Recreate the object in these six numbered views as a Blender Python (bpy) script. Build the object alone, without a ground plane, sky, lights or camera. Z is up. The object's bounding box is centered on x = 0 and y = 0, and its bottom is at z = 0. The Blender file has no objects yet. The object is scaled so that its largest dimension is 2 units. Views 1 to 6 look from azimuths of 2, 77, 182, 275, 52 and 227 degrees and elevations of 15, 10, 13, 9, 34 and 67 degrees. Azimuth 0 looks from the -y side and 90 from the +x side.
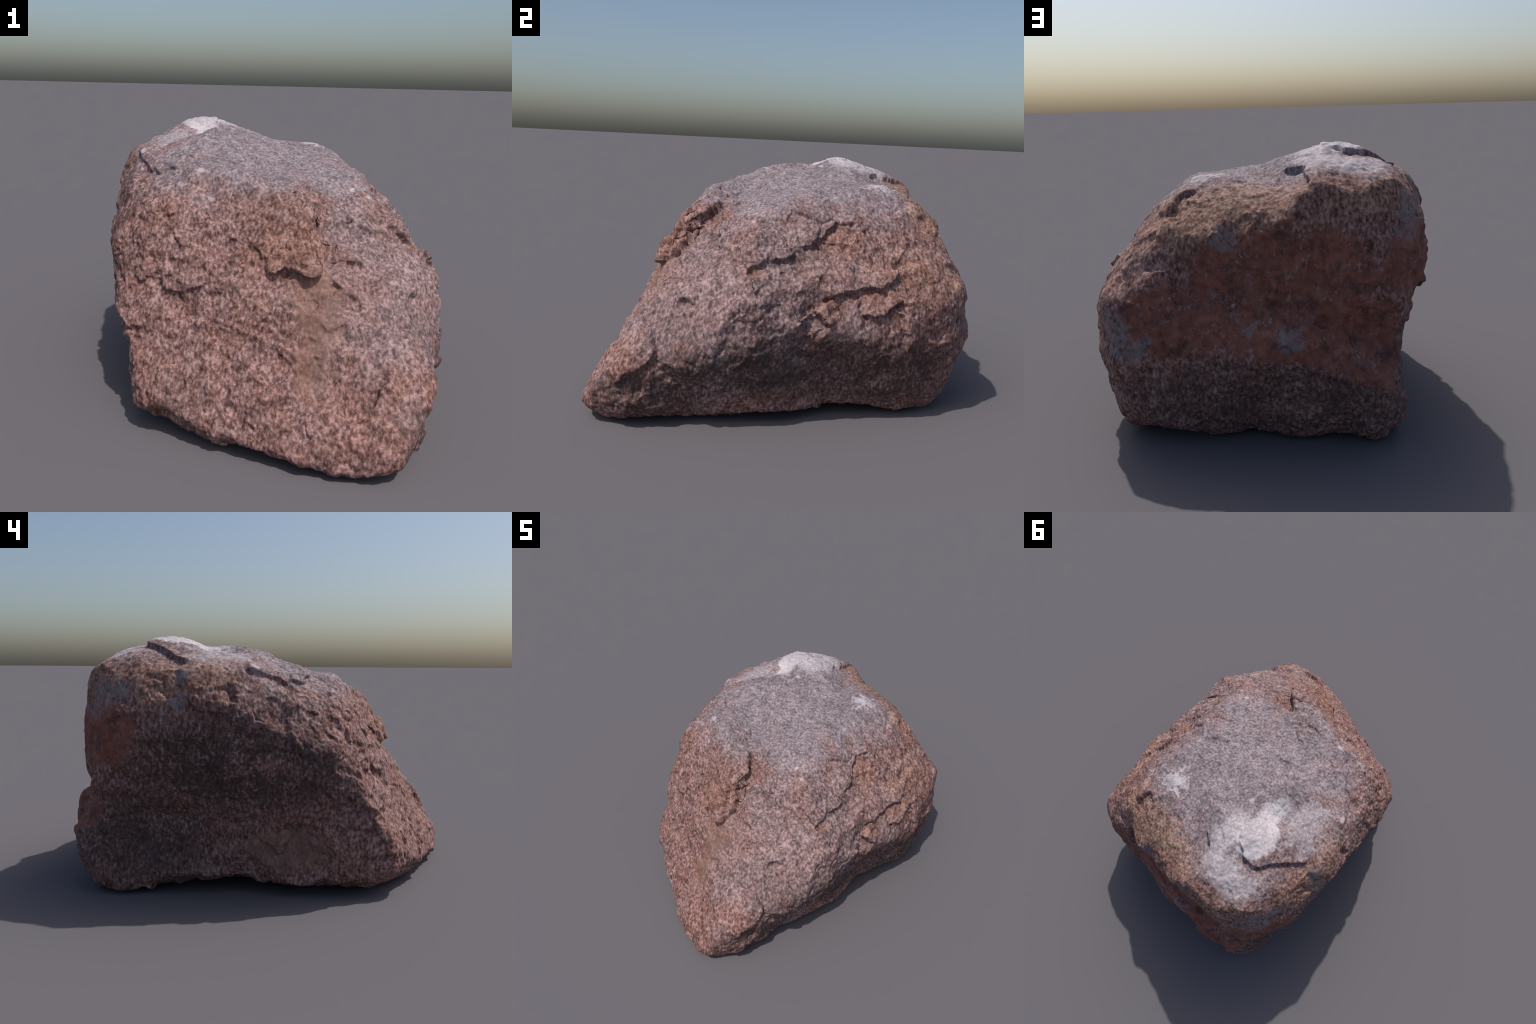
"""A weathered boulder of pink granite.

The rough shape is a faceted hull through measured corner points, grouped by the
part of the boulder they lie on.  It is rounded and refined; then hollows, broken
edges, cracks and the granular relief are cut into it.
"""
import bmesh
import bpy
import numpy as np

# corner points of the facets, in metres
CORNERS = {
    # underside
    'base': [
        (0.362, -0.984, 0.016), (0.553, -0.881, 0.01), (-0.109, -0.79, 0.035), (0.104, -0.728, 0.004), (-0.256, -0.7, 0.011),
        (0.286, -0.532, 0.004), (-0.426, -0.554, 0.017), (0.554, -0.504, 0.014), (-0.253, -0.305, 0.024), (0.102, -0.255, 0.021),
        (0.571, -0.226, 0.029), (-0.475, -0.239, 0.026), (-0.606, -0.162, 0.054), (-0.538, -0.002, 0.055), (0, 0.05, 0.02),
        (0.308, 0.05, 0.018), (-0.264, 0.207, 0.005), (0.579, 0.146, 0.036), (0.303, 0.303, 0.035), (-0.476, 0.298, 0.044),
        (0.524, 0.397, 0.036), (0, 0.453, 0.027), (-0.319, 0.581, 0.004), (0.608, 0.506, 0.019), (0.313, 0.623, 0.008),
        (-0.638, 0.678, 0.009), (0.582, 0.734, 0.019), (0, 0.788, 0.021), (0.206, 0.819, 0.013), (-0.15, 0.844, 0.013),
        (-0.535, 0.862, 0.005), (-0.358, 0.818, 0.023),
    ],
    # rounded edge just above the ground
    'skirt': [
        (0.506, -1.016, 0.11), (0.303, -0.98, 0.126), (0.104, -0.935, 0.054), (-0.245, -0.797, 0.098), (-0.537, -0.668, 0.115),
        (0.652, -0.74, 0.124), (0.639, -0.539, 0.114), (-0.596, -0.447, 0.093), (0.627, -0.33, 0.059), (-0.59, -0.274, 0.096),
        (0.66, -0.109, 0.063), (-0.552, 0.1, 0.101), (0.596, 0.285, 0.066), (-0.596, 0.246, 0.093), (-0.624, 0.406, 0.104),
        (-0.622, 0.554, 0.119), (0.661, 0.602, 0.099), (-0.662, 0.783, 0.078), (0.595, 0.814, 0.103), (-0.51, 0.919, 0.081),
        (0.151, 0.872, 0.089), (-0.02, 0.862, 0.119), (-0.181, 0.896, 0.098), (0.404, 0.896, 0.092), (-0.1, -0.846, 0.102),
    ],
    # lower flanks
    'lower': [
        (0.575, -0.959, 0.207), (0.05, -0.86, 0.221), (0.655, -0.786, 0.231), (-0.428, -0.73, 0.178), (-0.588, -0.151, 0.232),
        (0.7, -0.421, 0.239), (0.687, -0.113, 0.214), (-0.588, 0.05, 0.202), (-0.619, 0.335, 0.24), (0.663, 0.119, 0.24),
        (0.672, 0.356, 0.203), (0.695, 0.541, 0.202), (-0.645, 0.846, 0.197), (0.512, 0.917, 0.253), (0.2, 0.917, 0.24),
        (-0.1, 0.9, 0.22), (-0.36, 0.941, 0.2), (-0.606, 0.587, 0.264), (-0.199, -0.756, 0.251), (0.361, -0.897, 0.242),
        (-0.572, -0.132, 0.336), (-0.575, -0.223, 0.217), (0.678, 0.224, 0.277),
    ],
    # crest of the ledge that juts out at the back
    'ledge': [
        (0.419, 0.928, 0.42), (0.585, 0.922, 0.399), (0.197, 0.96, 0.441), (0, 1, 0.429), (-0.199, 0.986, 0.42),
        (-0.349, 1.005, 0.392), (-0.462, 0.977, 0.346), (-0.588, 0.958, 0.305), (-0.617, 0.792, 0.341), (-0.172, 0.995, 0.49),
    ],
    # hollow above the ledge
    'notch': [
        (0.12, 0.928, 0.58), (-0.101, 0.952, 0.561), (-0.31, 0.898, 0.551), (-0.442, 0.788, 0.49), (-0.633, 0.794, 0.47),
        (-0.647, 0.639, 0.421), (0.35, 0.939, 0.56),
    ],
    # smooth rust-red back face
    'back': [
        (-0.611, 0.857, 0.603), (-0.449, 0.906, 0.663), (-0.2, 0.901, 0.72), (0, 0.905, 0.72), (0.23, 0.874, 0.692),
        (0.461, 0.947, 0.665), (0.622, 0.857, 0.661), (-0.692, 0.772, 0.724), (-0.537, 0.886, 0.839), (-0.358, 0.9, 0.848),
        (-0.1, 0.916, 0.86), (0.1, 0.908, 0.871), (0.312, 0.85, 0.843), (-0.1, 0.895, 0.66),
    ],
    # flanks at knee height
    'middle': [
        (0.167, -0.796, 0.343), (-0.316, -0.681, 0.323), (-0.549, -0.629, 0.291), (0.682, -0.681, 0.32), (0.622, -0.833, 0.33),
        (0.396, -0.835, 0.375), (-0.079, -0.685, 0.451), (-0.288, -0.634, 0.45), (-0.507, -0.586, 0.42), (-0.642, -0.25, 0.399),
        (0.768, -0.251, 0.399), (-0.617, -0, 0.381), (0.716, 0.02, 0.4), (0.756, 0.33, 0.36), (0.74, 0.557, 0.334),
        (-0.646, 0.198, 0.48), (-0.64, 0.451, 0.461), (0.672, 0.801, 0.401), (0.752, -0.513, 0.357), (0.402, -0.772, 0.469),
        (0.717, -0.568, 0.416), (0.061, 0.968, 0.52), (-0.54, 0.842, 0.394), (-0.569, 0.185, 0.365), (-0.588, 0.452, 0.397),
    ],
    # widest part
    'girdle': [
        (0.198, -0.73, 0.5), (0.62, -0.695, 0.448), (0.484, -0.716, 0.51), (0.655, -0.519, 0.49), (-0.637, -0.475, 0.5),
        (-0.673, -0.382, 0.541), (-0.1, -0.628, 0.6), (0.764, -0.05, 0.52), (0.743, 0.041, 0.585), (0.769, 0.239, 0.46),
        (0.766, 0.438, 0.46), (0.756, 0.117, 0.5), (0.745, 0.282, 0.57), (0.714, 0.622, 0.58), (-0.705, 0.362, 0.62),
        (-0.718, 0.606, 0.622), (-0.697, -0.201, 0.641), (-0.721, 0.05, 0.65), (0.685, 0.745, 0.5), (-0.241, 0.879, 0.596),
    ],
    # where the flanks begin to lean in
    'shoulder': [
        (0.231, -0.661, 0.64), (0.566, -0.516, 0.664), (0.766, -0.315, 0.625), (-0.34, -0.549, 0.69), (-0.477, -0.477, 0.719),
        (-0.6, -0.44, 0.68), (-0.696, -0.324, 0.732), (0.641, -0.264, 0.754), (0.684, -0.099, 0.728), (0.727, 0.1, 0.661),
        (0.691, 0.248, 0.698), (0.718, 0.376, 0.669), (0.65, 0.474, 0.748), (0.635, 0.689, 0.732), (0.223, -0.587, 0.711),
        (0.006, -0.593, 0.698), (-0.162, -0.467, 0.865), (0.161, -0.587, 0.783), (0.318, -0.517, 0.769), (0.452, 0.849, 0.801),
        (-0.741, -0.02, 0.841), (-0.756, 0.319, 0.818), (-0.761, 0.592, 0.755), (0.496, 0.753, 0.85), (-0.273, 0.88, 0.754),
    ],
    # upper edge of front, right and left faces
    'brow': [
        (0.146, -0.515, 0.944), (0.263, -0.399, 0.89), (0.419, -0.329, 0.859), (0.51, -0.225, 0.917), (0.447, -0.198, 0.949),
        (0.373, -0.173, 0.976), (0.537, -0.029, 0.927), (0.576, 0.054, 0.856), (0.573, 0.314, 0.823), (0.56, 0.1, 0.88),
        (0.555, 0.447, 0.857), (0.509, 0.608, 0.901), (0.031, -0.421, 0.997), (-0.494, -0.394, 0.934), (-0.58, -0.23, 0.951),
        (-0.667, -0.07, 0.978), (-0.744, 0.13, 0.932), (-0.773, 0.301, 0.982), (-0.743, 0.495, 0.955), (-0.678, 0.748, 0.932),
        (0.364, 0.796, 0.948), (0.153, 0.926, 0.928), (-0.121, 0.935, 0.965), (-0.676, 0.685, 1.034),
    ],
    # edge of the top face
    'rim': [
        (0.416, -0.011, 1.039), (0.468, 0.226, 0.967), (0.484, 0.293, 0.949), (0.442, 0.502, 1.003), (0.25, 0.558, 1.12),
        (0.308, 0.358, 1.115), (0.122, 0.763, 1.069), (0.04, 0.825, 1.042), (-0.225, 0.908, 1.103), (-0.429, 0.887, 1.071),
        (-0.591, 0.781, 1.116), (-0.672, 0.496, 1.104), (-0.711, 0.253, 1.11), (-0.636, 0.05, 1.106), (-0.448, -0.18, 1.06),
        (-0.304, -0.295, 1.073), (-0.111, -0.342, 1.078), (0.085, -0.308, 1.008), (0.211, -0.412, 0.947), (0.201, -0.151, 1.037),
        (-0.13, 0.792, 1.076), (0.29, -0.29, 0.935), (0.37, 0.255, 1.054), (0.31, 0.7, 1.047),
    ],
    # top face and its slab
    'crown': [
        (-0.384, -0.163, 1.111), (-0.093, -0.185, 1.038), (-0.18, -0.045, 1.118), (0.1, -0, 1.065), (-0.513, 0.101, 1.15),
        (-0.305, 0.08, 1.197), (0, 0.199, 1.137), (0.204, 0.202, 1.11), (-0.491, 0.296, 1.191), (-0.207, 0.329, 1.215),
        (-0.098, 0.341, 1.172), (0.029, 0.439, 1.144), (-0.301, 0.501, 1.252), (-0.482, 0.576, 1.221), (-0.585, 0.605, 1.175),
        (-0.148, 0.494, 1.194), (-0.212, 0.647, 1.163), (-0.05, 0.697, 1.096), (-0.313, 0.726, 1.191), (-0.459, 0.743, 1.173),
        (-0.409, 0.459, 1.248), (0.1, 0.621, 1.122), (-0.337, -0.034, 1.16), (-0.209, -0.17, 1.095), (-0.389, 0.293, 1.17),
    ],
}

# broken edges: a line on the surface, and how far the rock stands out on either side of it
BREAKS = [
    # block side
    ([(0.074, -0.289, 1.013), (0.119, -0.333, 0.992), (0.194, -0.397, 0.955), (0.204, -0.451, 0.922), (0.194, -0.491, 0.88), (0.233, -0.534, 0.793), (0.226, -0.587, 0.714)],
     dict(right=0.022, left=-0.036, reach_right=0.08, reach_left=0.045, crack=0.006, sharp=0.006)),
    # block foot
    ([(0.227, -0.597, 0.703), (0.186, -0.629, 0.696), (0.15, -0.624, 0.69), (0.127, -0.61, 0.713), (0.072, -0.598, 0.717), (0.04, -0.6, 0.698), (-0.01, -0.595, 0.69)],
     dict(right=0.026, left=-0.014, reach_right=0.08, reach_left=0.06, crack=0.002)),
    # arrow plate
    ([(0.517, -0.284, 0.833), (0.58, -0.276, 0.79), (0.643, -0.265, 0.752), (0.638, -0.209, 0.766), (0.626, -0.159, 0.788), (0.632, -0.088, 0.795), (0.611, -0.023, 0.819)],
     dict(left=0.018, right=-0.008, reach_left=0.14, reach_right=0.08, crack=0.002, ends=0.03)),
    # recess rim
    ([(0.577, 0.053, 0.856), (0.548, 0.11, 0.892), (0.514, 0.151, 0.924), (0.468, 0.226, 0.966), (0.481, 0.285, 0.95), (0.505, 0.299, 0.919), (0.545, 0.304, 0.862), (0.576, 0.309, 0.821)],
     dict(left=0.007, right=-0.018, reach_left=0.08, reach_right=0.11, crack=0.002, ends=0.05)),
    # recess lip
    ([(0.471, 0.1, 0.973), (0.502, 0.11, 0.94), (0.544, 0.097, 0.897), (0.577, 0.053, 0.856), (0.584, 0.001, 0.854)],
     dict(right=0.010, left=-0.005, reach_right=0.08, crack=0.002)),
    # flake
    ([(0.627, 0.447, 0.772), (0.647, 0.476, 0.748), (0.677, 0.457, 0.708), (0.71, 0.374, 0.676), (0.706, 0.324, 0.678), (0.703, 0.262, 0.672), (0.713, 0.197, 0.665), (0.727, 0.137, 0.651), (0.732, 0.081, 0.632)],
     dict(right=0.014, left=-0.020, reach_right=0.10, reach_left=0.07, crack=0.003, ends=0.05)),
    # lower flake
    ([(0.747, 0.262, 0.56), (0.747, 0.318, 0.555), (0.745, 0.375, 0.558), (0.737, 0.401, 0.585), (0.72, 0.473, 0.618), (0.719, 0.533, 0.598)],
     dict(left=0.010, right=-0.018, reach_left=0.06, reach_right=0.06, crack=0.002)),
    # nose
    ([(0.728, 0.143, 0.647), (0.735, 0.089, 0.618), (0.742, 0.042, 0.586), (0.75, 0.079, 0.54), (0.754, 0.118, 0.499)],
     dict(left=0.014, right=-0.028, reach_left=0.07, reach_right=0.06, crack=0.004)),
    # shard
    ([(0.755, 0.059, 0.523), (0.751, 0.031, 0.488), (0.718, 0.008, 0.397), (0.711, 0.053, 0.381), (0.71, 0.093, 0.372), (0.73, 0.129, 0.405)],
     dict(left=0.012, right=-0.006, reach_left=0.05, reach_right=0.04)),
    # toe flake
    ([(0.474, -0.719, 0.508), (0.506, -0.722, 0.492), (0.607, -0.678, 0.473), (0.633, -0.676, 0.438), (0.666, -0.662, 0.391), (0.669, -0.686, 0.35), (0.665, -0.73, 0.306), (0.64, -0.805, 0.271), (0.622, -0.85, 0.207)],
     dict(right=0.020, left=-0.012, reach_right=0.10, reach_left=0.08, crack=0.003)),
    # front crack
    ([(-0.094, -0.494, 0.849), (-0.08, -0.52, 0.802), (-0.092, -0.54, 0.759), (-0.104, -0.564, 0.712)],
     dict(right=0.004, left=-0.006, reach_left=0.05, crack=0.006)),
    # toe crack
    ([(0.487, -0.826, 0.37), (0.437, -0.859, 0.337), (0.424, -0.878, 0.304), (0.411, -0.886, 0.284), (0.345, -0.888, 0.254), (0.319, -0.903, 0.228)],
     dict(left=0.008, right=-0.004, crack=0.003)),
    # toe crack
    ([(0.107, -0.879, 0.211), (0.163, -0.9, 0.197), (0.181, -0.929, 0.152)],
     dict(left=0.006, right=-0.004, crack=0.004)),
    # slab heel
    ([(-0.316, 0.54, 1.238), (-0.363, 0.551, 1.234), (-0.407, 0.577, 1.225), (-0.452, 0.581, 1.221), (-0.485, 0.578, 1.214), (-0.513, 0.53, 1.202), (-0.528, 0.489, 1.191), (-0.568, 0.445, 1.163), (-0.626, 0.374, 1.132), (-0.641, 0.315, 1.131)],
     dict(left=0.014, right=-0.010, reach_left=0.10, crack=0.003, sharp=0.004)),
    # slab seam
    ([(-0.316, 0.54, 1.238), (-0.291, 0.473, 1.244), (-0.29, 0.426, 1.237), (-0.26, 0.34, 1.213), (-0.265, 0.295, 1.202), (-0.274, 0.163, 1.202), (-0.279, 0.108, 1.194), (-0.293, 0.047, 1.181), (-0.338, -0.053, 1.151)],
     dict(right=0.007, left=-0.004, crack=0.009, sharp=0.005, ends=0.05)),
    # slab edge
    ([(-0.399, -0.218, 1.066), (-0.453, -0.185, 1.054), (-0.484, -0.186, 1.034), (-0.55, -0.107, 1.04), (-0.575, -0.061, 1.06), (-0.616, 0.004, 1.082), (-0.648, 0.086, 1.105)],
     dict(right=0.010, left=-0.008, reach_right=0.08, crack=0.001, ends=0.06)),
    # cap step
    ([(-0.123, 0.601, 1.151), (-0.212, 0.654, 1.162), (-0.229, 0.707, 1.153), (-0.229, 0.78, 1.133), (-0.239, 0.847, 1.124), (-0.233, 0.895, 1.1)],
     dict(left=0.014, right=-0.012, reach_left=0.10, reach_right=0.09, crack=0.001)),
    # rim step
    ([(0.006, -0.223, 1.028), (-0.048, -0.2, 1.034), (-0.083, -0.167, 1.043), (-0.123, -0.17, 1.056)],
     dict(left=0.008, right=-0.004, crack=0.005)),
    # rim crack
    ([(-0.055, -0.27, 1.044), (-0.103, -0.277, 1.061), (-0.155, -0.278, 1.083)],
     dict(left=0.003, right=-0.003, crack=0.003)),
    # bench scarp
    ([(0.359, 0.746, 0.978), (0.331, 0.722, 1.016), (0.292, 0.66, 1.065), (0.226, 0.69, 1.07)],
     dict(left=0.012, right=-0.014, reach_right=0.05, crack=0.004)),
    # back crack
    ([(0.036, 0.91, 0.849), (0.026, 0.908, 0.811), (0.002, 0.908, 0.79), (-0.05, 0.909, 0.776)],
     dict(left=0.004, right=-0.004, crack=0.006)),
    # back crack
    ([(-0.563, 0.828, 0.999), (-0.519, 0.86, 0.976), (-0.489, 0.885, 0.928)],
     dict(right=0.004, left=-0.004, crack=0.005)),
    # back crack
    ([(-0.135, 0.929, 0.971), (-0.114, 0.927, 0.927), (-0.082, 0.923, 0.909)],
     dict(right=0.004, crack=0.006)),
    # back crack
    ([(0.291, 0.89, 0.694), (0.339, 0.906, 0.686), (0.336, 0.914, 0.649), (0.356, 0.926, 0.622)],
     dict(left=0.005, crack=0.004)),
    # left boss
    ([(-0.709, 0.676, 0.673), (-0.716, 0.599, 0.622), (-0.709, 0.529, 0.611), (-0.71, 0.484, 0.619), (-0.724, 0.448, 0.666), (-0.738, 0.437, 0.717)],
     dict(left=0.014, right=-0.008, reach_left=0.08)),
    # left slab
    ([(-0.62, -0, 0.391), (-0.61, -0.061, 0.373), (-0.585, -0.121, 0.348), (-0.597, -0.204, 0.315), (-0.611, -0.266, 0.292), (-0.609, -0.332, 0.23)],
     dict(right=0.010, left=-0.006, reach_right=0.12, crack=0.003)),
    # left fissure
    ([(-0.691, 0.378, 1.098), (-0.718, 0.382, 1.056), (-0.755, 0.353, 0.994)],
     dict(left=0.004, right=-0.004, crack=0.010, sharp=0.008)),
    # left shelf
    ([(-0.764, 0.339, 0.94), (-0.759, 0.254, 0.915), (-0.745, 0.15, 0.902)],
     dict(left=0.010, right=-0.010)),
    # left tear
    ([(-0.726, 0.048, 0.919), (-0.738, 0.025, 0.878), (-0.733, -0.017, 0.857)],
     dict(right=0.006, crack=0.006)),
    # top nick
    ([(-0.272, 0.067, 1.183), (-0.271, 0.131, 1.197), (-0.277, 0.25, 1.2)],
     dict(left=0.004, right=-0.004, crack=0.005)),
    # left low fold
    ([(-0.593, 0.44, 0.372), (-0.585, 0.336, 0.39), (-0.603, 0.207, 0.414), (-0.63, 0.06, 0.421)],
     dict(right=0.008, left=-0.008, sharp=0.008)),
    # left low fold
    ([(-0.583, 0.169, 0.232), (-0.586, 0.126, 0.204), (-0.588, 0.063, 0.211)],
     dict(right=0.006, crack=0.003)),
]

# hollows (centre, size, depth); a negative depth is a knob
HOLLOWS = [
    ((-0.484, -0.476, 0.72), (0.018, 0.02, 0.02), 0.018),
    ((-0.478, -0.472, 0.745), (0.028, 0.04, 0.032), -0.012),
    ((0.20, -0.69, 0.58), (0.07, 0.10, 0.11), 0.012),
    ((0.19, -0.78, 0.42), (0.06, 0.10, 0.09), 0.006),
    ((0.73, 0.02, 0.56), (0.05, 0.035, 0.05), 0.020),
    ((0.20, -0.52, 0.80), (0.03, 0.03, 0.06), 0.012),
]

CENTRE = np.array([0.0, 0.05, 0.5])


# ---------------------------------------------------------------- geometry
def unit(v):
    return v / np.maximum(np.linalg.norm(v, axis=-1, keepdims=True), 1e-12)


def spherical_facets(directions):
    """Triangles of the facet net: the convex hull of the corner directions."""
    bm = bmesh.new()
    for d in directions:
        bm.verts.new(d)
    bm.verts.index_update()
    bmesh.ops.convex_hull(bm, input=bm.verts[:], use_existing_faces=False)
    bmesh.ops.triangulate(bm, faces=bm.faces[:])
    bm.verts.index_update()
    tris = np.array([[v.index for v in f.verts] for f in bm.faces])
    bm.free()
    return tris


def icosphere(levels):
    bm = bmesh.new()
    bmesh.ops.create_icosphere(bm, subdivisions=levels, radius=1.0)
    bm.verts.index_update()
    v = np.array([x.co[:] for x in bm.verts])
    f = np.array([[x.index for x in y.verts] for y in bm.faces])
    bm.free()
    return unit(v), f


def facet_radius(directions, corners):
    """Distance from CENTRE to the faceted hull along each direction (flat facets)."""
    d = corners - CENTRE
    r = np.linalg.norm(d, axis=1)
    u = d / r[:, None]
    tris = spherical_facets(u)
    inverse = np.linalg.inv(np.stack([u[tris[:, 0]], u[tris[:, 1]], u[tris[:, 2]]], -1))
    best = np.full(len(directions), -9.0)
    result = np.zeros(len(directions))
    for t, m in zip(tris, inverse):
        w = directions @ m.T
        low = w.min(1)
        better = low > best
        best[better] = low[better]
        result[better] = 1.0 / np.maximum((w[better] / r[t]).sum(1), 1e-6)
    return result


def edges_of(f):
    e = np.concatenate([f[:, [0, 1]], f[:, [1, 2]], f[:, [2, 0]]])
    return np.sort(e, 1)


def relax(v, f, times, factor):
    """Move each vertex towards the mean of its neighbours (closed triangle mesh)."""
    a, b = f.ravel(), np.roll(f, -1, axis=1).ravel()
    count = np.bincount(a, minlength=len(v)).astype(float)
    for _ in range(times):
        mean = np.stack([np.bincount(a, v[b, k], len(v)) / count for k in range(3)], 1)
        v = v + factor * (mean - v)
    return v


def split(v, f):
    """Every triangle into four."""
    e = edges_of(f)
    code = e[:, 0].astype(np.int64) * len(v) + e[:, 1]
    uniq, inverse = np.unique(code, return_inverse=True)
    a, b = uniq // len(v), uniq % len(v)
    mid = (v[a] + v[b]) / 2
    n = len(f)
    m = inverse.reshape(3, n) + len(v)
    f2 = np.concatenate([np.stack([f[:, 0], m[0], m[2]], 1), np.stack([f[:, 1], m[1], m[0]], 1), np.stack([f[:, 2], m[2], m[1]], 1), np.stack([m[0], m[1], m[2]], 1)])
    return np.concatenate([v, mid]), f2


def normals_of(v, f):
    c = np.cross(v[f[:, 1]] - v[f[:, 0]], v[f[:, 2]] - v[f[:, 0]])
    n = np.stack([sum(np.bincount(f[:, j], c[:, k], len(v)) for j in range(3)) for k in range(3)], 1)
    return unit(n)


# ---------------------------------------------------------------- noise
def lattice(ix, iy, iz, seed):
    h = (ix * 374761393 + iy * 668265263 + iz * 2147483647 + seed * 1274126177) & 0xFFFFFFFF
    h = ((h ^ (h >> 13)) * 1274126177) & 0xFFFFFFFF
    h = ((h ^ (h >> 16)) * 2246822519) & 0xFFFFFFFF
    return ((h ^ (h >> 15)) & 0xFFFFFF) / float(0xFFFFFF) * 2 - 1


def value_noise(p, size, seed):
    q = p / size
    i = np.floor(q).astype(np.int64)
    t = q - i
    t = t * t * t * (t * (t * 6 - 15) + 10)
    out = np.zeros(len(p))
    for dx in (0, 1):
        for dy in (0, 1):
            for dz in (0, 1):
                w = (t[:, 0] if dx else 1 - t[:, 0]) * (t[:, 1] if dy else 1 - t[:, 1]) * (t[:, 2] if dz else 1 - t[:, 2])
                out += w * lattice(i[:, 0] + dx, i[:, 1] + dy, i[:, 2] + dz, seed)
    return out


def rough(p, size, octaves, seed, gain=0.5):
    turn = np.array([[0.36, 0.48, -0.8], [-0.8, 0.6, 0.0], [0.48, 0.64, 0.6]])
    out, amp = np.zeros(len(p)), 1.0
    for k in range(octaves):
        out += amp * value_noise(p, size, seed + 17 * k)
        p = p @ turn.T + 3.7
        size *= 0.5
        amp *= gain
    return out


# ---------------------------------------------------------------- breaks in the surface
def smooth(a, b, x):
    t = np.clip((x - a) / (b - a), 0, 1)
    return t * t * (3 - 2 * t)


def beside_line(p, n, line):
    """Signed distance (left of the line positive, seen from outside), position along it, validity."""
    line = np.array(line, float)
    near = np.array([np.linalg.norm(p - q, axis=1).argmin() for q in line])
    axis = unit(n[near].mean(0))
    first = unit(np.cross(axis, [0.31, 0.17, 0.93]))
    second = np.cross(axis, first)
    p2 = np.stack([p @ first, p @ second], 1)
    l2 = np.stack([line @ first, line @ second], 1)
    depth = np.full(len(p), 9.0)
    sign = np.ones(len(p))
    along = np.zeros(len(p))
    away = np.full(len(p), 9.0)
    total = np.linalg.norm(np.diff(l2, axis=0), axis=1).sum()
    run = 0.0
    for a, b, a3, b3 in zip(l2[:-1], l2[1:], line[:-1], line[1:]):
        ab = b - a
        length = np.linalg.norm(ab)
        s = np.clip(((p2 - a) @ ab) / length ** 2, 0, 1)
        d = p2 - (a + s[:, None] * ab)
        dist = np.hypot(d[:, 0], d[:, 1])
        side = ab[0] * d[:, 1] - ab[1] * d[:, 0]
        closer = dist < depth
        depth[closer] = dist[closer]
        sign[closer] = np.sign(side[closer])
        along[closer] = (run + s[closer] * length) / total
        away[closer] = np.linalg.norm(p[closer] - (a3 + s[closer, None] * (b3 - a3)), axis=1)
        run += length
    ok = n @ axis > -0.1
    return depth * sign, along, ok


def scarp(p, n, line, left=0.0, right=0.0, reach_left=0.06, reach_right=0.06, sharp=0.004, crack=0.0, wobble=0.007, ends=0.12):
    """A broken edge: the rock on each side of the line is lifted (or sunk) by its own amount."""
    line = np.array(line, float)
    middle = line.mean(0)
    ok = ((p - middle) ** 2).sum(1) < (np.linalg.norm(line - middle, axis=1).max() + 2.5 * max(reach_left, reach_right)) ** 2
    q = p[ok]
    d, s, valid = beside_line(q, n[ok], line)
    d = d + wobble * (rough(q, 0.045, 2, 5) + 0.8 * np.round(2 * value_noise(q, 0.03, 8)) / 2)
    fade = smooth(0, ends, s) * smooth(0, ends, 1 - s) if ends else 1.0
    t = smooth(-sharp, sharp, d)
    far = np.abs(d)                                                  # flat beside the edge, then running out
    lift = t * left * smooth(2.2 * reach_left, 0.3 * reach_left, far) + (1 - t) * right * smooth(2.2 * reach_right, 0.3 * reach_right, far)
    lift -= crack * np.exp(-(d / (sharp * 1.3)) ** 2)
    move = np.zeros(len(p))
    move[ok] = np.where(valid, lift * fade, 0)
    return p + n * move[:, None]


def dent(p, n, centre, size, depth):
    """A hollow (positive depth) or a bump (negative)."""
    d = np.linalg.norm((p - np.array(centre)) / np.array(size), axis=1)
    return p - n * (depth * np.exp(-d ** 2))[:, None]


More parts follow.
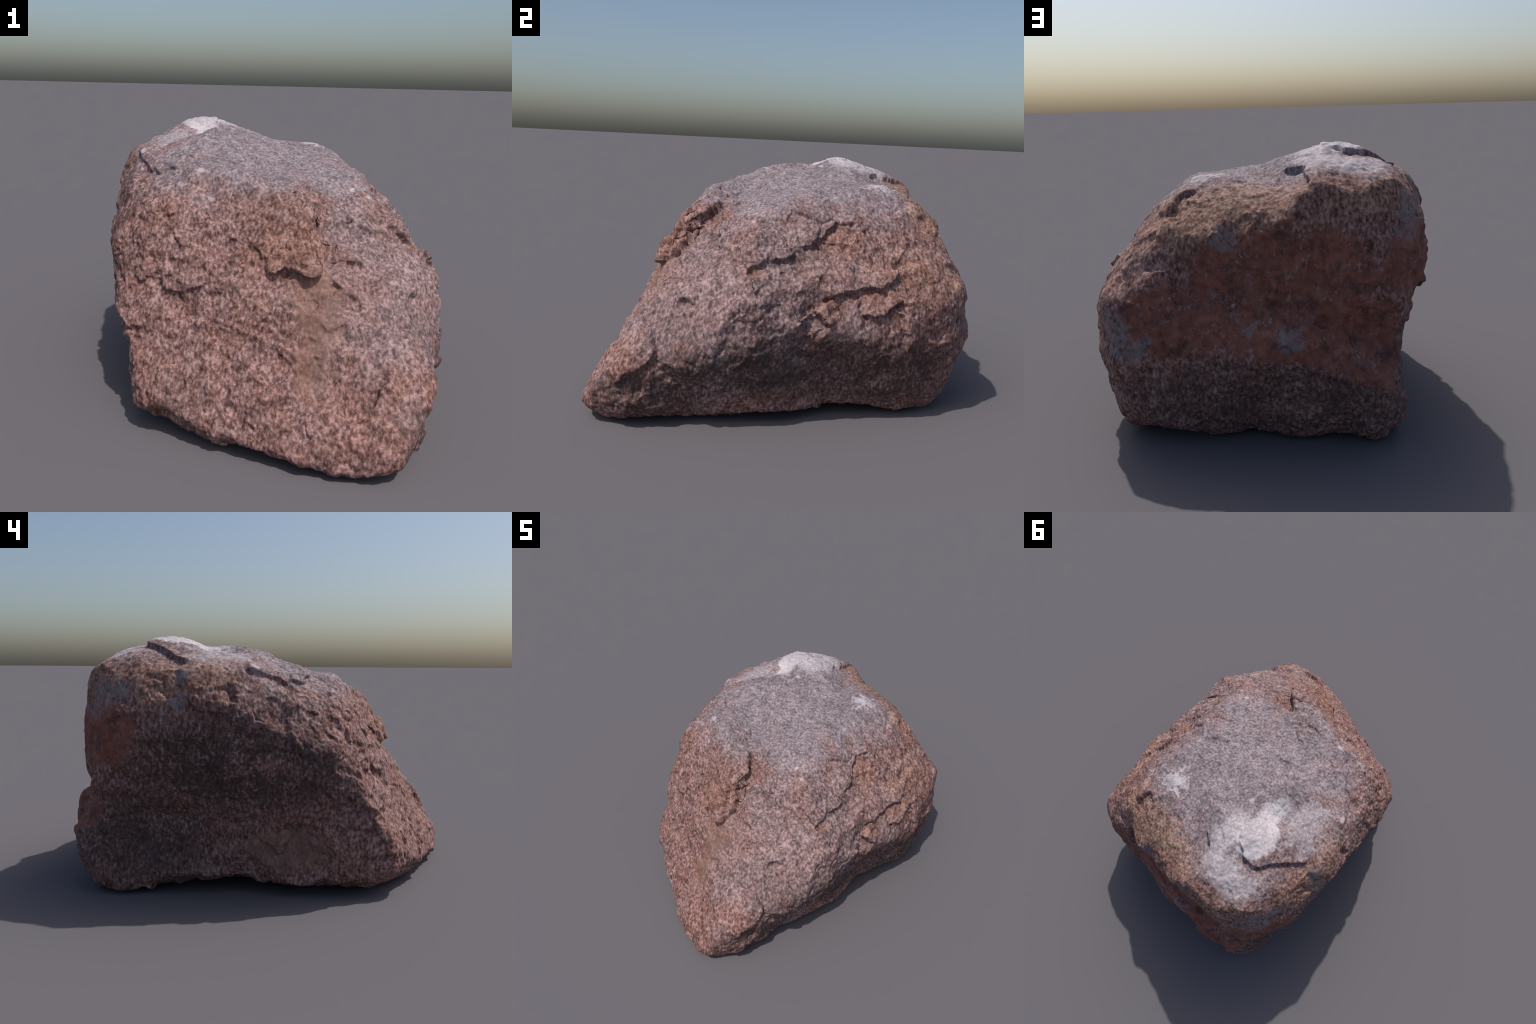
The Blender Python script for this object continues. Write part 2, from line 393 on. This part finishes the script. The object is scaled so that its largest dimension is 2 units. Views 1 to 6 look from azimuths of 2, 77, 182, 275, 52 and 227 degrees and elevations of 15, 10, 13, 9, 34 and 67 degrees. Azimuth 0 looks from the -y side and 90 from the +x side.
def build_shape():
    corners = np.array([c for group in CORNERS.values() for c in group])
    d, f = icosphere(6)
    v = CENTRE + d * facet_radius(d, corners)[:, None]
    v = relax(v + 0.5 * (v - relax(v, f, 1, 0.5)), f, 1, 0.5)       # round the edges, keep the size
    for _ in range(2):
        v, f = split(v, f)
        v = relax(v, f, 1, 0.5)

    # broad lumps, and planes along which the granite has parted
    n = normals_of(relax(v, f, 2, 0.5), f)
    tilt = FACET_TILT * (1 - 0.55 * smooth(0.97, 1.06, v[:, 2]))      # the top face is flatter
    v = v + n * (-0.0015 + 0.003 * rough(v, 0.13, 2, 101) + tilt * (planes(v, 0.15, 11) + planes(v, 0.06, 12)))[:, None]
    v = relax(v, f, 1, 0.4)
    v, f = split(v, f)
    v = relax(v, f, 1, 0.5)

    n = normals_of(relax(v, f, 4, 0.5), f)
    for centre, size, depth in HOLLOWS:
        v = dent(v, n, centre, size, depth)
    for line, settings in BREAKS:
        v = scarp(v, n, line, **settings)
    for line, settings in small_breaks(v, n):
        v = scarp(v, n, line, **settings)

    # granular relief: knobs and pits of single crystals, coarser on the front
    n = normals_of(relax(v, f, 2, 0.5), f)
    front = smooth(0.15, -0.35, v[:, 1])
    polished = np.maximum(smooth(0.75, 0.9, v[:, 1]) * smooth(0.40, 0.5, v[:, 2]) * smooth(1.02, 0.92, v[:, 2]),
                          np.exp(-(np.linalg.norm((v - [0.2, -0.70, 0.56]) / [0.09, 0.12, 0.16], axis=1)) ** 2))
    crystal = rough(v * [1, 1, 0.8], 0.030, 3, 7, 0.55)
    chips = np.minimum(value_noise(v, 0.05, 31) + 0.5 * value_noise(v, 0.021, 37), 0) ** 2
    height = 0.0036 * crystal * (0.75 + 0.45 * front) - 0.005 * chips * (0.6 + front)
    v = v + n * (height * (1 - 0.65 * polished))[:, None]
    v[:, 2] = np.maximum(v[:, 2], 0.0)                               # it stands on the ground
    return v, f


FACET_TILT = 0.12


def planes(p, size, seed):
    """Height of randomly tilted flat cells: the sum gives angular, stepped faces."""
    q = p / size
    base = np.floor(q).astype(np.int64)
    best = np.full(len(p), 9.0)
    out = np.zeros(len(p))
    for dx in (-1, 0, 1):
        for dy in (-1, 0, 1):
            for dz in (-1, 0, 1):
                i = base + [dx, dy, dz]
                spot = np.stack([lattice(i[:, 0], i[:, 1], i[:, 2], seed + k) for k in range(3)], 1) * 0.5 + 0.5
                away = q - i - spot
                d = (away ** 2).sum(1)
                closer = d < best
                c = i[closer]
                tilt = np.stack([lattice(c[:, 0], c[:, 1], c[:, 2], seed + 7 + k) for k in range(3)], 1)
                out[closer] = (away[closer] * tilt).sum(1)
                best[closer] = d[closer]
    return out * size


def small_breaks(v, n):
    """Short chipped edges scattered over the whole boulder."""
    dice = np.random.default_rng(42)
    done = []
    while len(done) < 80:
        k = dice.integers(len(v))
        start, up = v[k], n[k]
        red_face = start[1] > 0.85 and 0.45 < start[2] < 0.95
        if start[2] < 0.1 or (red_face and dice.random() < 0.7) or start[2] > 1.0:
            continue
        heading = unit(np.cross(up, dice.normal(size=3)))
        line = [start]
        for _ in range(dice.integers(2, 5)):
            line.append(line[-1] + heading * dice.uniform(0.02, 0.05))
            heading = unit(heading + 0.7 * np.cross(up, heading) * dice.normal())
        h = dice.uniform(0.003, 0.008) * (0.5 if start[2] > 1.0 else 1.0)
        done.append((line, dict(left=h, right=-0.6 * h, reach_left=dice.uniform(0.02, 0.06), reach_right=0.03, crack=0.001, ends=0.25)))
    return done


# ---------------------------------------------------------------- material
class Graph:
    def __init__(self, name):
        self.material = bpy.data.materials.new(name)
        self.material.use_nodes = True
        self.tree = self.material.node_tree
        self.tree.nodes.clear()
        self.place = self.add('ShaderNodeTexCoord').outputs['Object']

    def add(self, kind, **settings):
        node = self.tree.nodes.new(kind)
        for key, value in settings.items():
            setattr(node, key, value)
        return node

    def put(self, socket, value):
        if isinstance(value, bpy.types.NodeSocket):
            self.tree.links.new(value, socket)
        elif value is not None:
            socket.default_value = value

    def math(self, operation, a, b=None, clamp=False):
        node = self.add('ShaderNodeMath', operation=operation, use_clamp=clamp)
        self.put(node.inputs[0], a)
        self.put(node.inputs[1], b)
        return node.outputs[0]

    def vector(self, operation, a, b=None):
        node = self.add('ShaderNodeVectorMath', operation=operation)
        self.put(node.inputs[0], a)
        self.put(node.inputs[1], b)
        return node.outputs['Value'] if operation in ('LENGTH', 'DISTANCE', 'DOT_PRODUCT') else node.outputs['Vector']

    def noise(self, scale, detail=3.0, roughness=0.55, offset=0.0, stretch=None, distortion=0.0):
        where = self.place
        if offset:
            where = self.vector('ADD', where, (offset, offset * 1.7, -offset))
        if stretch:
            where = self.vector('MULTIPLY', where, stretch)
        node = self.add('ShaderNodeTexNoise')
        self.put(node.inputs['Vector'], where)
        self.put(node.inputs['Scale'], scale)
        self.put(node.inputs['Detail'], detail)
        self.put(node.inputs['Roughness'], roughness)
        self.put(node.inputs['Distortion'], distortion)
        return node.outputs['Fac']

    def band(self, value, low, high):
        node = self.add('ShaderNodeMapRange', interpolation_type='SMOOTHSTEP')
        self.put(node.inputs['Value'], value)
        node.inputs['From Min'].default_value = low
        node.inputs['From Max'].default_value = high
        return node.outputs['Result']

    def ramp(self, value, *stops):
        node = self.add('ShaderNodeValToRGB')
        self.put(node.inputs['Fac'], value)
        ramp = node.color_ramp
        while len(ramp.elements) < len(stops):
            ramp.elements.new(0.5)
        for element, (position, colour) in zip(ramp.elements, stops):
            element.position = position
            element.color = (*colour, 1)
        return node.outputs['Color']

    def mix(self, amount, a, b, kind='MIX'):
        node = self.add('ShaderNodeMix', data_type='RGBA', blend_type=kind)
        self.put(node.inputs['Factor'], amount)
        self.put(node.inputs['A'], a if isinstance(a, bpy.types.NodeSocket) else (*a, 1))
        self.put(node.inputs['B'], b if isinstance(b, bpy.types.NodeSocket) else (*b, 1))
        return node.outputs['Result']

    def patch(self, centre, size, wander, edge=0.25, amount=0.35):
        """1 inside an ellipsoid whose border is frayed by the noise value wander."""
        d = self.vector('LENGTH', self.vector('DIVIDE', self.vector('SUBTRACT', self.place, centre), size))
        d = self.math('ADD', d, self.math('MULTIPLY', self.math('SUBTRACT', wander, 0.5), amount * 2))
        return self.band(d, 1 + edge, 1 - edge)

    def union(self, *masks):
        out = masks[0]
        for m in masks[1:]:
            out = self.math('MAXIMUM', out, m)
        return out


def granite():
    g = Graph('weathered_pink_granite')
    wide = g.noise(6, 5, 0.6, offset=0.4)
    fine = g.noise(30, 4, 0.65, offset=2.3)
    fray = g.math('ADD', g.math('MULTIPLY', wide, 0.6), g.math('MULTIPLY', fine, 0.4))
    cloud = g.noise(5, 3, 0.55, offset=5.1)
    blotch = g.noise(19, 4, 0.6, offset=3.9)
    speck = g.noise(74, 3, 0.6, offset=1.1, stretch=(1, 1, 0.6))
    fleck = g.noise(42, 5, 0.72, offset=7.7, stretch=(1, 1, 0.8))
    spot = g.noise(26, 3, 0.6, offset=9.2)
    grain = g.math('ADD', g.math('MULTIPLY', speck, 0.66), g.math('MULTIPLY', blotch, 0.34))

    # granite: rose feldspar, pale quartz, dark mica
    pink = g.ramp(grain, (0.37, (0.060, 0.035, 0.034)), (0.445, (0.140, 0.077, 0.071)), (0.515, (0.230, 0.131, 0.120)), (0.60, (0.375, 0.246, 0.232)))
    rosy = g.ramp(grain, (0.37, (0.066, 0.033, 0.029)), (0.445, (0.154, 0.076, 0.065)), (0.52, (0.248, 0.132, 0.113)), (0.60, (0.372, 0.232, 0.210)))
    grey = g.ramp(grain, (0.365, (0.100, 0.083, 0.092)), (0.44, (0.165, 0.138, 0.151)), (0.52, (0.236, 0.200, 0.220)), (0.63, (0.360, 0.315, 0.346)))
    tan = g.ramp(grain, (0.37, (0.060, 0.038, 0.032)), (0.45, (0.200, 0.100, 0.072)), (0.53, (0.310, 0.170, 0.126)), (0.61, (0.400, 0.285, 0.230)))
    colour = g.mix(g.band(wide, 0.42, 0.62), pink, rosy)

    # weathering rind of the top face, bleached mauve-grey
    crown = g.patch((-0.02, 0.15, 1.17), (0.62, 0.72, 0.27), fray, 0.42, 1.1)
    colour = g.mix(g.math('MULTIPLY', crown, 0.9), colour, grey)
    flank = g.patch((0.55, -0.28, 0.62), (0.40, 0.62, 0.42), fray, 0.5, 1.4)
    colour = g.mix(g.math('MULTIPLY', flank, 0.35), colour, grey)

    # iron-stained band round the back of the crown
    rust_band = g.union(g.patch((0.12, 0.80, 0.98), (0.44, 0.20, 0.14), fray, 0.35, 1.2), g.patch((-0.45, 0.82, 1.06), (0.32, 0.14, 0.09), fray, 0.35, 1.4),
                        g.patch((-0.69, 0.45, 1.04), (0.10, 0.32, 0.09), fray, 0.35, 1.4), g.math('MULTIPLY', g.patch((0.62, 0.60, 0.70), (0.14, 0.26, 0.16), fray, 0.45, 1.4), 0.5))
    colour = g.mix(g.math('MULTIPLY', rust_band, 0.8), colour, tan)

    # rust-red joint face at the back
    red_coat = g.ramp(g.noise(22, 6, 0.65, offset=3.3), (0.32, (0.130, 0.048, 0.036)), (0.5, (0.232, 0.086, 0.062)), (0.68, (0.295, 0.124, 0.092)))
    red = g.union(g.patch((-0.52, 0.95, 0.41), (0.16, 0.20, 0.11), fray, 0.15, 0.8), g.patch((-0.38, 0.97, 0.53), (0.30, 0.22, 0.15), fray, 0.12, 0.8), g.patch((-0.10, 1.02, 0.71), (0.60, 0.20, 0.275), fray, 0.10, 0.7), g.patch((0.32, 1.00, 0.58), (0.26, 0.16, 0.17), fray, 0.12, 0.7), g.patch((-0.66, 0.74, 0.79), (0.18, 0.20, 0.17), fray, 0.15, 0.7))
    red = g.math('MULTIPLY', red, g.band(g.noise(16, 6, 0.7, offset=12.1), 0.64, 0.56))
    colour = g.mix(g.math('MULTIPLY', red, 0.93), colour, red_coat)

    # clay washed into the hollow under the block, and freshly spalled places
    clay_colour = g.ramp(g.noise(30, 5, 0.6, offset=4.4), (0.35, (0.165, 0.090, 0.070)), (0.55, (0.230, 0.134, 0.106)), (0.7, (0.285, 0.168, 0.132)))
    clay = g.union(g.patch((0.205, -0.655, 0.64), (0.11, 0.10, 0.09), fray, 0.5, 0.9), g.patch((0.205, -0.715, 0.54), (0.085, 0.10, 0.14), fray, 0.5, 0.9),
                   g.patch((0.180, -0.785, 0.40), (0.065, 0.10, 0.13), fray, 0.6, 0.9))
    colour = g.mix(g.math('MULTIPLY', clay, 0.66), colour, clay_colour)
    spalled = g.union(g.patch((0.547, 0.215, 0.874), (0.10, 0.09, 0.085), fray, 0.4, 0.9), g.patch((0.735, 0.110, 0.60), (0.06, 0.09, 0.05), fray, 0.4, 0.9),
                      g.patch((0.655, -0.235, 0.738), (0.04, 0.06, 0.025), fray, 0.5, 0.9), g.patch((0.215, -0.52, 0.84), (0.06, 0.05, 0.10), fray, 0.5, 0.9),
                      g.patch((0.735, 0.06, 0.42), (0.06, 0.06, 0.07), fray, 0.5, 0.9), g.patch((0.715, 0.33, 0.64), (0.05, 0.15, 0.03), fray, 0.5, 1.2),
                      g.patch((0.08, -0.58, 0.80), (0.17, 0.08, 0.12), fray, 0.5, 1.2), g.math('MULTIPLY', g.patch((-0.05, -0.45, 0.95), (0.18, 0.08, 0.06), fray, 0.5, 1.2), 0.6))
    colour = g.mix(g.math('MULTIPLY', spalled, 0.6), colour, g.ramp(grain, (0.38, (0.120, 0.052, 0.036)), (0.5, (0.240, 0.122, 0.090)), (0.62, (0.370, 0.222, 0.176))))

    scab = g.patch((-0.67, -0.12, 0.23), (0.14, 0.24, 0.12), fray, 0.25, 0.9)
    colour = g.mix(g.math('MULTIPLY', scab, 0.7), colour, clay_colour)

    # black flecks, dense over the dark flanks, sparse elsewhere
    dark_sides = g.union(g.patch((0.76, -0.16, 0.30), (0.22, 0.60, 0.17), fray, 0.4, 1.3), g.patch((0.72, 0.45, 0.25), (0.20, 0.40, 0.20), fray, 0.4, 1.3), g.patch((0.62, -0.72, 0.17), (0.16, 0.26, 0.13), fray, 0.4, 1.3),
                   g.patch((-0.74, 0.12, 0.64), (0.18, 0.60, 0.27), fray, 0.4, 1.3), g.patch((-0.70, 0.55, 0.30), (0.18, 0.42, 0.26), fray, 0.4, 1.3),
                   g.math('MULTIPLY', g.patch((0.0, 1.00, 0.19), (0.74, 0.18, 0.23), fray, 0.25, 0.9), 0.75))
    black_noise = g.math('ADD', g.math('MULTIPLY', fleck, 0.4), g.math('ADD', g.math('MULTIPLY', blotch, 0.3), g.math('MULTIPLY', wide, 0.3)))
    black = g.math('ADD', g.math('MULTIPLY', dark_sides, g.band(black_noise, 0.43, 0.53)), g.math('MULTIPLY', g.band(black_noise, 0.55, 0.62), 0.55), clamp=True)
    black = g.math('MULTIPLY', black, g.math('SUBTRACT', 1.0, g.math('MULTIPLY', g.union(red, clay, scab), 0.8)))
    colour = g.mix(g.math('MULTIPLY', black, 0.8), colour, (0.038, 0.030, 0.030))
    dark_blotch = g.math('MULTIPLY', g.band(g.noise(11, 6, 0.72, offset=6.6), 0.53, 0.63), g.union(red, g.patch((-0.30, 0.92, 0.60), (0.32, 0.14, 0.08), fray, 0.4, 0.9)))  # blackish blotches on the red face, and a dark band under the arch
    colour = g.mix(g.math('MULTIPLY', dark_blotch, 0.6), colour, (0.040, 0.034, 0.038))

    # chalky bloom on the raised slab, quartz eyes
    bloom = g.union(g.patch((-0.385, 0.455, 1.23), (0.105, 0.13, 0.07), fray, 0.07, 0.7), g.patch((-0.345, 0.30, 1.21), (0.055, 0.12, 0.06), fray, 0.35, 1.0),
                    g.math('MULTIPLY', g.patch((-0.24, 0.53, 1.22), (0.09, 0.12, 0.06), fray, 0.6, 1.6), 0.75), g.math('MULTIPLY', g.patch((-0.40, 0.70, 1.18), (0.17, 0.11, 0.06), fray, 0.6, 2.4), 0.75), g.math('MULTIPLY', g.patch((0.22, 0.53, 1.12), (0.08, 0.06, 0.05), fine, 0.25, 2.6), 0.7), g.math('MULTIPLY', g.patch((-0.50, 0.20, 1.17), (0.10, 0.18, 0.06), fray, 0.6, 2.6), 0.5))
    colour = g.mix(g.math('MULTIPLY', bloom, 0.88), colour, g.mix(g.band(grain, 0.4, 0.6), (0.42, 0.375, 0.395), (0.58, 0.53, 0.555)))
    eyes = g.union(*[g.patch(c, (s, s, s), fine, 0.6, 0.8) for c, s in (
        ((0.371, -0.172, 0.977), 0.012), ((0.443, -0.195, 0.947), 0.013), ((-0.202, 0.323, 1.198), 0.014), ((-0.619, 0.039, 1.106), 0.02), ((-0.30, -0.296, 1.07), 0.016))])
    colour = g.mix(g.math('MULTIPLY', eyes, 0.6), colour, (0.56, 0.53, 0.56))

    # blue-grey and mustard lichen
    disc = g.union(*[g.patch(c, (s, s, s), fine, 0.25, 1.5) for c, s in (
        ((0.585, 0.891, 0.573), 0.05), ((0.535, 0.926, 0.545), 0.045), ((0.455, 0.932, 0.486), 0.045), ((0.578, 0.91, 0.484), 0.05), ((0.51, 0.93, 0.445), 0.04),
        ((-0.002, 0.936, 0.545), 0.04), ((-0.613, 0.796, 0.896), 0.045), ((-0.65, 0.745, 0.967), 0.075), ((-0.16, 0.947, 0.50), 0.06),
        ((-0.761, 0.374, 0.948), 0.045), ((-0.68, 0.66, 1.0), 0.06), ((-0.709, 0.363, 1.07), 0.045), ((0.10, 0.90, 0.91), 0.05))])
    disc = g.math('MULTIPLY', disc, g.band(fleck, 0.58, 0.50))
    colour = g.mix(g.math('MULTIPLY', disc, 0.65), colour, g.mix(spot, (0.12, 0.118, 0.138), (0.29, 0.28, 0.30)))
    mustard = g.union(*[g.patch(c, s, fine, 0.3, 1.6) for c, s in (
        ((-0.578, -0.233, 0.95), (0.025, 0.03, 0.025)), ((0.442, 0.826, 0.802), (0.05, 0.05, 0.05)), ((0.296, 0.84, 0.93), (0.14, 0.06, 0.06)),
        ((-0.056, 0.939, 0.532), (0.04, 0.03, 0.04)), ((-0.742, 0.469, 0.975), (0.03, 0.07, 0.04)), ((-0.656, 0.21, 1.124), (0.03, 0.06, 0.02)), ((0.10, 0.80, 1.05), (0.25, 0.10, 0.05)))])
    mustard = g.math('MULTIPLY', mustard, g.band(spot, 0.50, 0.60))
    colour = g.mix(g.math('MULTIPLY', mustard, 0.28), colour, (0.36, 0.28, 0.17))

    flecks = g.math('MULTIPLY', red, g.math('MULTIPLY', g.band(fleck, 0.58, 0.62), g.band(wide, 0.46, 0.56)))
    colour = g.mix(g.math('MULTIPLY', flecks, 0.6), colour, (0.21, 0.205, 0.235))

    # slow drift of tone
    colour = g.mix(0.4, colour, g.ramp(cloud, (0.3, (0.36, 0.36, 0.36)), (0.7, (0.64, 0.62, 0.61))), 'OVERLAY')

    bump = g.add('ShaderNodeBump')
    bump.inputs['Strength'].default_value = 0.42
    bump.inputs['Distance'].default_value = 0.006
    g.put(bump.inputs['Height'], g.math('ADD', grain, g.math('MULTIPLY', g.noise(120, 3, 0.6, offset=8.8), 0.5)))
    shader = g.add('ShaderNodeBsdfPrincipled')
    g.put(shader.inputs['Base Color'], colour)
    shader.inputs['Roughness'].default_value = 0.86
    shader.inputs['Specular IOR Level'].default_value = 0.25
    g.put(shader.inputs['Normal'], bump.outputs['Normal'])
    g.put(g.add('ShaderNodeOutputMaterial').inputs['Surface'], shader.outputs['BSDF'])
    return g.material


def main():
    v, f = build_shape()
    mesh = bpy.data.meshes.new('boulder')
    mesh.vertices.add(len(v))
    mesh.vertices.foreach_set('co', v.astype(np.float32).ravel())
    mesh.loops.add(f.size)
    mesh.loops.foreach_set('vertex_index', f.astype(np.int32).ravel())
    mesh.polygons.add(len(f))
    mesh.polygons.foreach_set('loop_start', np.arange(0, f.size, 3, dtype=np.int32))
    mesh.polygons.foreach_set('use_smooth', np.ones(len(f), dtype=bool))
    mesh.update(calc_edges=True)
    mesh.materials.append(granite())
    boulder = bpy.data.objects.new('boulder', mesh)
    boulder['label'] = 'weathered pink granite boulder with a slanted grey top'
    boulder['category'] = 'rock'
    bpy.context.scene.collection.objects.link(boulder)


main()
